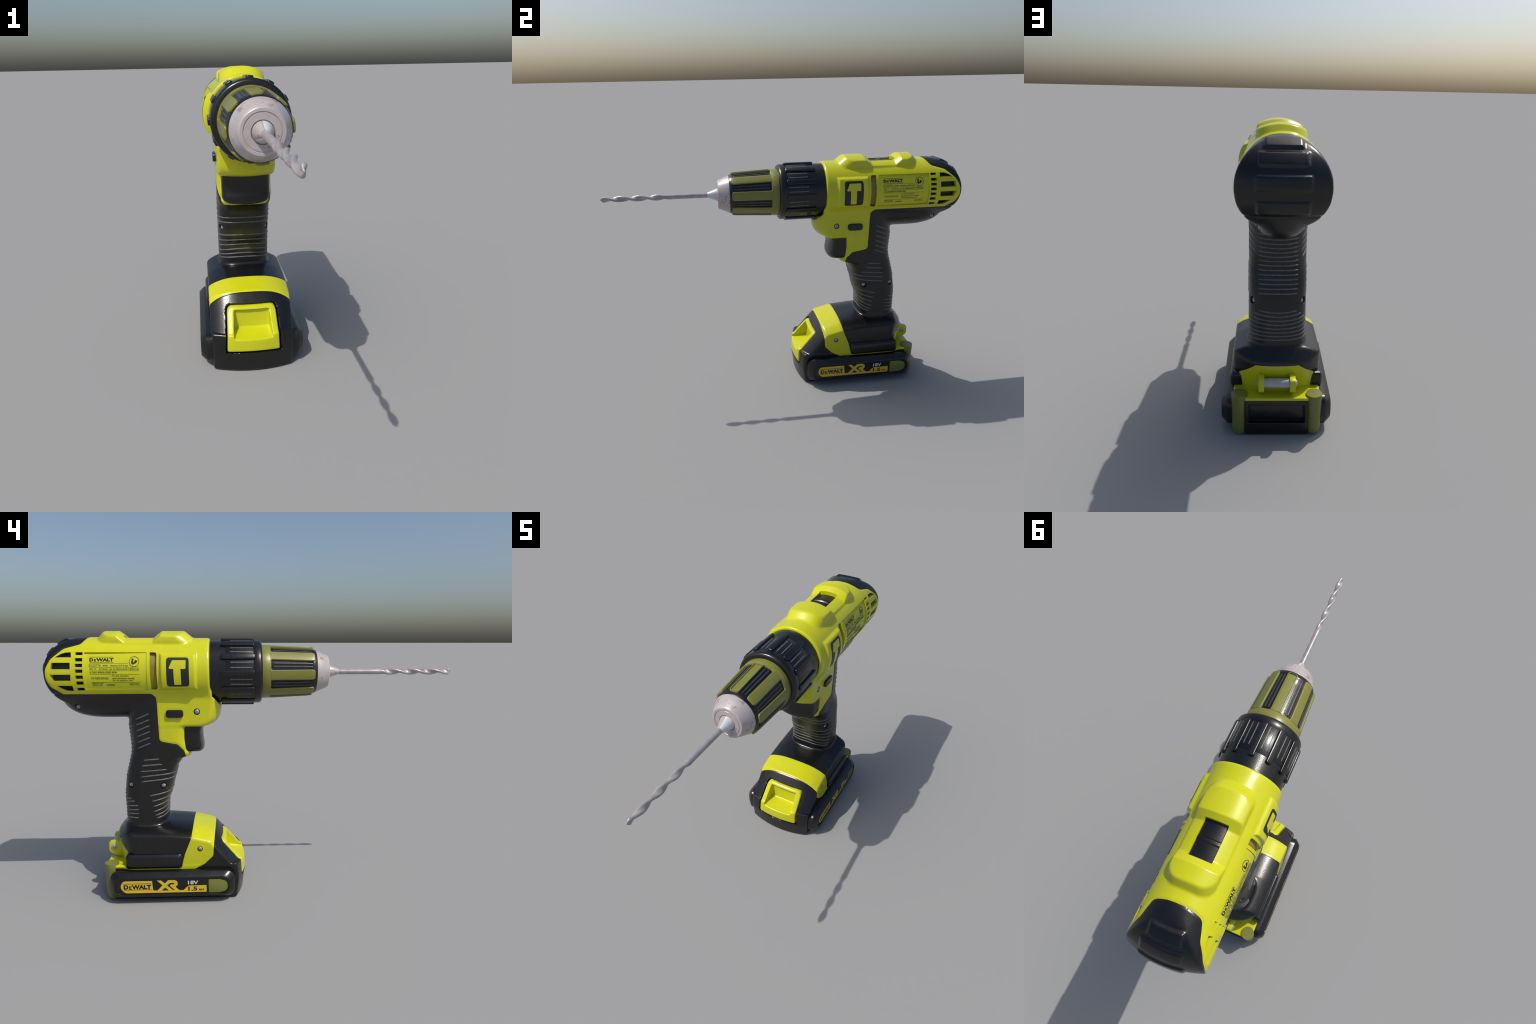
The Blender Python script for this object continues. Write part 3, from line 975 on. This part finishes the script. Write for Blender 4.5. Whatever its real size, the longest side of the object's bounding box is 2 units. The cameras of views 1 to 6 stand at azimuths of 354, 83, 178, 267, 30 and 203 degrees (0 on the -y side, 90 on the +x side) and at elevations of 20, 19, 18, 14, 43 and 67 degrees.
# the finger that lies on top is hollowed: a rim round a sunken floor
def hollow_finger():
    bm = bmesh.new()
    outer = F_OUT
    inner = [(p[0] * 0.80, -0.100 + (p[1] + 0.0815) * 0.90 if p[1] < -0.1 else -0.0875) for p in F_OUT]
    inner = [(max(-0.0188, min(0.0188, p[0])), p[1]) for p in inner]
    n = len(outer)
    lv = []
    for (pts, w) in ((outer, -0.008), (outer, 0.0050), ([(p[0] * 0.95, p[1] * 0.997) for p in outer], 0.0072),
                     (inner, 0.0072), ([(p[0] * 0.9, p[1]) for p in inner], 0.0016)):
        lv.append([bm.verts.new((p[0], p[1], w)) for p in pts])
    for a, b in zip(lv[:-1], lv[1:]):
        for i in range(n):
            bm.faces.new((a[i], a[(i + 1) % n], b[(i + 1) % n], b[i]))
    bm.faces.new(lv[-1]); bm.faces.new(list(reversed(lv[0])))
    bmesh.ops.triangulate(bm, faces=[f for f in bm.faces if len(f.verts) > 4])
    for c in np.linspace(-0.28, -0.10, 7):
        bmesh.ops.bisect_plane(bm, geom=bm.verts[:] + bm.edges[:] + bm.faces[:], dist=1e-7, plane_co=(0, c, 0), plane_no=(0, 1, 0))
    for v in bm.verts:
        v.co = cone_map(*v.co)
    return from_bm(bm, "chuck_finger", 30)
wl = round_poly([(-0.0036, -0.095), (-0.0036, -0.285), (0.0036, -0.285), (0.0036, -0.095)], 0.0034, 4)
CHUCK_RIB = plate("sleeve_rib", wl, 0.0034, 0.0015, lambda u, v, w: cone_map(u, v, w - 0.0013), cuts_v=np.linspace(-0.28, -0.10, 10))
TILT = -4.5
for i in range(8):
    m = FINGER if i else hollow_finger()
    spin(add("chuck_finger", m, M_OLIVE, OVER), 45 * i + TILT)
    for k in (-1, 1):
        spin(add("sleeve_rib", CHUCK_RIB, M_SLEEVE_RIB, SLEEVE), 45 * i + 22.5 + TILT + 3.9 * k)

nose_prof = [(-0.305, 0.0), (-0.305, 0.1015), (-0.3105, 0.1022), (-0.3135, 0.1012), (-0.366, 0.0785), (-0.3705, 0.0755), (-0.3725, 0.0725),
             (-0.3728, 0.0635), (-0.3705, 0.0622), (-0.3700, 0.0600), (-0.3722, 0.0585), (-0.3722, 0.0385), (-0.366, 0.036), (-0.366, 0.0)]
NOSE = add("chuck_nose", revolve("chuck_nose", nose_prof, 128, angle=25), M_STEEL)
# three jaws closing on the shank
for k, (a0, mat) in enumerate(((96, M_STEEL), (216, M_JAW), (336, M_JAW))):
    prof = [(-0.360, 0.004), (-0.360, 0.0350), (-0.374, 0.0350), (-0.4245, 0.0152), (-0.4275, 0.0140), (-0.4275, 0.004)]
    jm = revolve("chuck_jaw", prof, 20, math.radians(a0 + 1.2), math.radians(a0 + 118.8))
    add("chuck_jaw", jm, mat, NOSE)

# drill bit: round shank, then a two-fluted twist that ends in a point
def bit_mesh():
    V, Fc = [], []
    ns = 36
    ys = np.concatenate([np.linspace(-0.40, -0.62, 12), np.linspace(-0.625, -1.0, 150)])
    for y in ys:
        f = float(np.clip((-0.632 - y) / 0.05, 0, 1))
        f = f * f * (3 - 2 * f)
        tw = max(0.0, (-0.632 - y)) / 0.098 * math.pi
        tip = 1.0
        if y < -0.985:
            tip = max(0.05, 1 - ((-0.985 - y) / 0.015) * 0.95)
        for j in range(ns):
            a = 2 * math.pi * j / ns
            major, minor = 0.0132 + 0.0026 * f, 0.0132 - 0.0070 * f
            cx, cz = major * math.cos(a), minor * math.sin(a)
            # lands swell at the margins of the ribbon
            cz *= 1 + 0.75 * f * abs(math.cos(a)) ** 1.5
            cx, cz = cx * tip, cz * tip
            c, s = math.cos(tw - 0.416), math.sin(tw - 0.416)
            V.append((cx * c - cz * s, y, AZ - 0.001 + cx * s + cz * c))
    n = len(ys)
    for i in range(n - 1):
        for j in range(ns):
            Fc.append((i * ns + j, i * ns + (j + 1) % ns, (i + 1) * ns + (j + 1) % ns, (i + 1) * ns + j))
    Fc.append(tuple(range(ns))); Fc.append(tuple((n - 1) * ns + j for j in range(ns)))
    return pymesh("drill_bit", V, Fc, 50)
add("drill_bit", bit_mesh(), M_BIT)

# -------------------------------------------------------- base: rails, battery
BAT = OBJ["battery"]
def rounded_rect(cx, cy, hx, hy, r, seg=8):
    return round_poly([(cx - hx, cy - hy), (cx + hx, cy - hy), (cx + hx, cy + hy), (cx - hx, cy + hy)], r, seg)

def loft_rings(name, rings, cap0=True, cap1=True, angle=35):
    V, Fc = [], []
    n = len(rings[0])
    for r in rings:
        V += r
    for i in range(len(rings) - 1):
        for j in range(n):
            Fc.append((i * n + j, i * n + (j + 1) % n, (i + 1) * n + (j + 1) % n, (i + 1) * n + j))
    if cap0: Fc.append(tuple(range(n)))
    if cap1: Fc.append(tuple((len(rings) - 1) * n + j for j in range(n)))
    return pymesh(name, V, Fc, angle)

POD_Y, POD_Z = 0.409, 0.0930
def pod_ring(hy, hz, r, x, side):
    return [(side * x, p[0], p[1]) for p in rounded_rect(POD_Y, POD_Z, hy, hz, r)]
for side in (-1, 1):
    rings = [pod_ring(0.3100, 0.0700, 0.050, 0.165, side), pod_ring(0.3100, 0.0700, 0.050, 0.2120, side),
             pod_ring(0.3085, 0.0685, 0.050, 0.2145, side),
             pod_ring(0.2880, 0.0510, 0.042, 0.2380, side), pod_ring(0.2855, 0.0485, 0.042, 0.2400, side),
             pod_ring(0.2790, 0.0430, 0.040, 0.2402, side), pod_ring(0.2770, 0.0412, 0.039, 0.2385, side),
             pod_ring(0.2765, 0.0408, 0.039, 0.2355, side)]
    pod = add("battery_rail", loft_rings("battery_rail", rings), M_CAP, BAT)
    # rubber bumper above it
    def br(x, g, side=side):
        o = round_poly([(0.3595 + g, 0.171 + g), (0.638 - g, 0.171 + g), (0.638 - g, 0.2455 - g), (0.3595 + g, 0.2455 - g)],
                       0.018, 6)
        return [(side * x, p[0], p[1]) for p in o]
    bump = loft_rings("bumper", [br(0.148, 0.0), br(0.1940, 0.0), br(0.1960, 0.0012), br(0.2030, 0.0105), br(0.2045, 0.0130)])
    add("bumper", bump, M_CAP)

# corner posts
post_prof = [(0.0, 0.0), (0.018, 0.0005), (0.026, 0.006), (0.031, 0.018), (0.0325, 0.05), (0.0325, 0.12), (0.0345, 0.165),
             (0.0352, 0.192), (0.0345, 0.1942), (0.0, 0.1945)]
def turned(name, prof, segs=48, angle=40):
    V, Fc = [], []
    m = len(prof)
    for i in range(segs):
        a = 2 * math.pi * i / segs
        for (r, z) in prof:
            V.append((r * math.cos(a), r * math.sin(a), z))
    for i in range(segs):
        j = (i + 1) % segs
        for k in range(m - 1):
            Fc.append((i * m + k, j * m + k, j * m + k + 1, i * m + k + 1))
    return pymesh(name, V, Fc, angle)
POST = turned("corner_post", post_prof)
for side in (-1, 1):
    o = add("corner_post", POST, M_POST, BAT)
    o.matrix_local = Matrix.Translation((side * 0.161, 0.714, 0.0))
# rear contact cover lies in the sunken panel
cover = plate("contact_cover", rounded_rect(0, 0.104, 0.119, 0.038, 0.002, 2), 0.003, 0.0012,
              lambda u, v, w: Vector((u, 0.7225 + w, v + 0.004)))
add("contact_cover", cover, M_CAP, BAT)

# belt-hook clip on the heel: two lugs and a steel pin
FOOT = OBJ["foot_band"]
lug = round_poly([(0.66, 0.186), (0.716, 0.200), (0.7445, 0.216), (0.7445, 0.271), (0.716, 0.274), (0.66, 0.274)], [0.001, 0.02, 0.028, 0.028, 0.01, 0.001], 7)
for side in (-1, 1):
    mp = lambda u, v, w, s=side: Vector((s * (0.055 + w), u, v))
    add("clip_lug", plate("clip_lug", lug, 0.024, 0.0025, mp, holes_under=0.0), M_YELLOW, FOOT)
    place_screw((side * 0.0835, 0.7165, 0.2445), (side, 0, 0), 0.003, 1.08)
add("clip_pin", cylinder("clip_pin", (0, 0.7165, 0.2445), (1, 0, 0), 0.0205, 0.118, 40), M_PIN, FOOT)
for side in (-1, 1):
    add("clip_pin", cylinder("clip_pin", (side * 0.080, 0.7165, 0.2445), (1, 0, 0), 0.016, 0.007, 32, 0.002), M_PIN, FOOT)

# release button: fills the window in the front slope, scooped for the thumb
def sd_button(P):
    x, y, z = P[:, 0], P[:, 1], P[:, 2]
    d = sd_base_raw(x, y, z) - 0.0015
    d = smax(d, latch_window(x, y, z, -0.001), 0.008)
    d = smax(d, y - 0.23, 0.004)
    # thumb scoop: steep back wall, floor rising to the rear
    wall = y - (0.148 + 0.10 * (z - 0.215))
    floor = (0.168 + 0.16 * (y - 0.06)) - z
    lid = z - 0.2725
    sides = np.abs(x) - (0.088 - 0.10 * np.maximum(y - 0.075, 0))
    scoop = smax(smax(smax(wall, floor, 0.006), sides, 0.010), lid, 0.008)
    return smax(d, -scoop, 0.004)
V, F = surface_nets(sd_button, (-0.14, 0.02, 0.08), (0.14, 0.25, 0.33), 0.0032)
bmesh_btn = mesh_np("release_button", V, F); smooth(bmesh_btn, 40)
add("release_button", bmesh_btn, M_YELLOW, BAT)

# ------------------------------------------------------- printing and symbols
def text_polys(string, bold=0.0):
    cu = bpy.data.curves.new("t", "FONT")
    cu.body = string; cu.size = 1.0; cu.offset = bold; cu.resolution_u = 3
    o = bpy.data.objects.new("t", cu)
    bpy.context.scene.collection.objects.link(o)
    dg = bpy.context.evaluated_depsgraph_get()
    me = bpy.data.meshes.new_from_object(o.evaluated_get(dg))
    bpy.data.objects.remove(o); bpy.data.curves.remove(cu)
    V = np.array([v.co[:2] for v in me.vertices]) if len(me.vertices) else np.zeros((0, 2))
    F = [tuple(p.vertices) for p in me.polygons]
    bpy.data.meshes.remove(me)
    return V, F

class Print:
    """Collects flat print pieces in label coordinates (s from the left, z up)."""
    def __init__(self):
        self.V, self.F = [], []
    def polys(self, V, F):
        o = len(self.V)
        self.V += [tuple(v) for v in V]
        self.F += [tuple(i + o for i in f) for f in F]
    def text(self, string, s0, s1, z0, z1, bold=0.0):
        V, F = text_polys(string, bold)
        lo, hi = V.min(0), V.max(0)
        V = (V - lo) / (hi - lo) * np.array([s1 - s0, z1 - z0]) + np.array([s0, z0])
        self.polys(V, F)
    def poly(self, pts):
        self.polys(pts, [tuple(range(len(pts)))])
    def rule(self, s0, s1, z, t):
        n = 2
        self.poly([(s0, z - t / 2), (s1, z - t / 2), (s1, z + t / 2), (s0, z + t / 2)])
    def ring(self, cs, cz, r, t, n=40):
        V, F = [], []
        for i in range(n):
            a = 2 * math.pi * i / n
            V += [(cs + r * math.cos(a), cz + r * math.sin(a)), (cs + (r - t) * math.cos(a), cz + (r - t) * math.sin(a))]
        for i in range(n):
            j = (i + 1) % n
            F.append((2 * i, 2 * j, 2 * j + 1, 2 * i + 1))
        self.polys(V, F)
    def disc(self, cs, cz, r, n=20):
        self.poly([(cs + r * math.cos(2 * math.pi * i / n), cz + r * math.sin(2 * math.pi * i / n)) for i in range(n)])
    def build(self, name, mapper, thick=0.0006):
        """Give the print a hair of thickness and lay it on the surface."""
        bm = bmesh.new()
        vs = [bm.verts.new((v[0], v[1], 0)) for v in self.V]
        for f in self.F:
            try:
                bm.faces.new([vs[i] for i in f])
            except ValueError:
                pass
        bmesh.ops.remove_doubles(bm, verts=bm.verts[:], dist=1e-7)
        bmesh.ops.triangulate(bm, faces=[f for f in bm.faces if len(f.verts) > 4])
        bmesh.ops.recalc_face_normals(bm, faces=bm.faces[:])
        zs = [v.co.y for v in bm.verts]
        z = min(zs) + 0.010
        while z < max(zs):
            bmesh.ops.bisect_plane(bm, geom=bm.verts[:] + bm.edges[:] + bm.faces[:], dist=1e-7, plane_co=(0, z, 0), plane_no=(0, 1, 0))
            z += 0.010
        ret = bmesh.ops.extrude_face_region(bm, geom=bm.faces[:])
        for v in [g for g in ret["geom"] if isinstance(g, bmesh.types.BMVert)]:
            v.co.z = thick
        for v in bm.verts:
            v.co = mapper(v.co.x, v.co.y, v.co.z)
        me = from_bm(bm, name, 30)
        return me

LS = (LABEL_Y1 - LABEL_Y0) / 1245.0          # label units: the panel is 1245 wide, 770 high
LZ = (LABEL_Z1 - LABEL_Z0) / 770.0
def ls(u): return (u - 1020) * LS
def lz(v): return LABEL_Z1 - (v - 170) * LZ

def type_plate():
    dark, faint = Print(), Print()
    dark.text("D", ls(1125), ls(1203), lz(352), lz(284), 0.055)
    dark.text("E", ls(1215), ls(1262), lz(352), lz(302), 0.025)
    dark.text("WALT", ls(1262), ls(1606), lz(352), lz(284), 0.055)
    dark.rule(ls(1125), ls(1606), lz(264), 0.0011)
    dark.rule(ls(1125), ls(1606), lz(371), 0.0011)
    # manual symbol: ring, reader and open book
    dark.ring(ls(2017), lz(357), 0.0232, 0.0018)
    dark.disc(ls(1985), lz(315), 0.0046)
    dark.poly([(ls(1960), lz(340)), (ls(1995), lz(337)), (ls(2003), lz(375)), (ls(2018), lz(395)), (ls(2000), lz(420)), (ls(1962), lz(395))])
    dark.poly([(ls(2012), lz(372)), (ls(2040), lz(322)), (ls(2062), lz(330)), (ls(2085), lz(352)), (ls(2040), lz(398)), (ls(2018), lz(395))])
    for (s, a, b, t, bo, v0, v1) in (
            ("DCD776", 1117, 1350, faint, 0.012, 412, 455), ("IN01", 1392, 1496, faint, 0.016, 420, 452),
            ("Hammer Drill Driver", 1540, 1905, faint, 0.008, 418, 452),
            ("18V", 1127, 1196, faint, 0.01, 488, 523),
            ("O13mm", 1312, 1492, faint, 0.01, 485, 522), ("no 0-450/min/0-1500/min", 1522, 2115, faint, 0.01, 485, 524),
            ("0-7650 BPM/0-25500 BPM", 1127, 1665, faint, 0.02, 556, 594),
            ("WARNING", 1142, 1492, faint, -0.004, 668, 720),
            ("For safe operation", 1566, 1900, faint, 0.012, 630, 668), ("read instruction manual.", 1566, 2015, faint, 0.012, 680, 712),
            ("Do not expose to rain.", 1576, 1980, faint, 0.012, 729, 762),
            ("DeWALT U.S.A", 1157, 1380, faint, 0.006, 787, 815), ("Made in PRC", 1166, 1365, faint, 0.006, 826, 850),
            ("N395845", 1442, 1612, faint, 0.03, 820, 851), ("005782_", 1908, 2140, faint, 0.0, 806, 850)):
        t.text(s, ls(a), ls(b), lz(v1), lz(v0), bo)
    for (a, b, v) in ((1130, 1895, 391), (1120, 2120, 467), (1125, 2120, 541), (1125, 2120, 614), (1150, 2135, 781)):
        faint.rule(ls(a), ls(b), lz(v), 0.0009)
    faint.rule(ls(1212), ls(1262), lz(498), 0.0009); faint.rule(ls(1212), ls(1262), lz(508), 0.0008)
    faint.disc(ls(1510), lz(648), 0.001); faint.disc(ls(1520), lz(745), 0.001)
    return dark, faint
dark, faint = type_plate()

def side_map(side, r, y_left, y_right):
    def f(s, z, w):
        y = y_left - s if side < 0 else y_right + s
        k = math.sqrt(max((r + w) ** 2 - (z - AZ) ** 2, 1e-6))
        return Vector((side * k, y, z))
    return f
for side in (-1, 1):
    mp = side_map(side, 0.1592, LABEL_Y1, LABEL_Y0)
    o = add("label_print", dark.build("label_print", mp), M_INK, OBJ["housing"]); o["kind"] = "stuff"
    o = add("label_print", faint.build("label_print", mp), M_FADED, OBJ["housing"]); o["kind"] = "stuff"

# hammer symbol: dark tile with the tool left yellow
TILE_W, TILE_Z0, TILE_Z1 = 0.103, 1.068, 1.1995
def hs(u, v): return (u - (v - 435) * 0.028 - 400) / 362.0 * TILE_W
def hz(v): return TILE_Z1 - (v - 435) / 458.0 * (TILE_Z1 - TILE_Z0)
tile = Print()
tile.poly(round_poly([(0, TILE_Z0), (TILE_W, TILE_Z0), (TILE_W, TILE_Z1), (0, TILE_Z1)], 0.015, 6))
ham = Print()
ham.poly(round_poly([(hs(a, b), hz(b)) for (a, b) in ((497, 477), (715, 477), (715, 612), (634, 612), (646, 866), (532, 866), (518, 612),
                                                       (456, 612), (444, 596))], [0.004, 0.004, 0.004, 0, 0.003, 0.003, 0, 0.002, 0.002], 4))
for side in (-1, 1):
    mp = side_map(side, 0.1731, 0.403, 0.300)
    t = add("hammer_tile", tile.build("hammer_tile", mp, 0.0012), M_INK, OBJ["housing"])
    mp2 = side_map(side, 0.1740, 0.403, 0.300)
    add("hammer_symbol", ham.build("hammer_symbol", mp2, 0.0012), M_YELLOW, t)

# battery label
KP = 0.4212 / 1847.0
def bs(u): return (u - 215) * KP
def bz(u, v): return 0.1296 - ((v + (u - 215) * 0.0248) - 247) * 0.00025
def bp(pts): return [(bs(a), bz(a, b)) for (a, b) in pts]
plate_y = Print()
plate_y.poly(bp([(995, 225), (1085, 222), (1162, 285), (1235, 215), (1370, 212), (1412, 228), (1436, 255), (1442, 285), (1432, 322), (1390, 358),
                 (1470, 430), (1560, 430), (1640, 355), (1680, 330), (2062, 318), (2062, 450), (2050, 462), (330, 503), (280, 480), (240, 440),
                 (218, 400), (214, 362), (222, 325), (245, 285), (270, 262), (305, 247), (890, 235), (905, 430), (925, 441), (1000, 440), (1112, 325)]))
marks = Print()
marks.poly(bp([(1095, 436), (1166, 374), (1242, 434)]))
marks.poly(bp([(1213, 326), (1265, 282), (1280, 275), (1362, 273), (1371, 285), (1362, 299), (1302, 302), (1278, 312), (1271, 330), (1282, 350),
               (1368, 424), (1340, 427)]))
marks.text("D", bs(275), bs(378), bz(330, 418), bz(330, 325), 0.055)
marks.text("E", bs(392), bs(450), bz(420, 418), bz(420, 348), 0.025)
marks.text("WALT", bs(450), bs(868), bz(660, 412), bz(660, 320), 0.055)
for v in (304, 433):
    marks.poly(bp([(275, v - 5), (868, v - 16), (868, v - 8), (275, v + 3)]))
marks.text("1.5", bs(1665), bs(1862), bz(1760, 438), bz(1760, 350), 0.03)
marks.text("AH", bs(1885), bs(2002), bz(1940, 434), bz(1940, 388), 0.02)
white = Print()
white.text("18V", bs(1662), bs(1885), bz(1770, 303), bz(1770, 222), 0.03)
pad = round_poly([(bs(2110), 0.0600), (0.486, 0.0600), (0.5265, 0.072), (0.5265, 0.120), (0.486, 0.1315), (bs(2110), 0.1315)], [0.004, 0.012, 0.03, 0.03, 0.012, 0.003], 6)
for side in (-1, 1):
    def flat(x0, side=side):
        def f(s, z, w):
            y = 0.6615 - s if side < 0 else 2 * POD_Y - 0.6615 + s
            return Vector((side * (x0 + w), y, z - 0.0045))
        return f
    lab = add("battery_label", plate_y.build("battery_label", flat(0.2354), 0.0010), M_LABEL, BAT)
    o = add("label_print", marks.build("label_print", flat(0.2362), 0.0008), M_INK, lab); o["kind"] = "stuff"
    o = add("label_print", white.build("label_print", flat(0.2354), 0.0010), M_WHITE, lab); o["kind"] = "stuff"
    add("battery_pad", plate("battery_pad", pad, 0.0012, 0.0004, flat(0.2354)), M_POST, BAT)

print("triangles", sum(len(p.vertices) - 2 for o in bpy.data.objects if o.type == "MESH" for p in o.data.polygons))
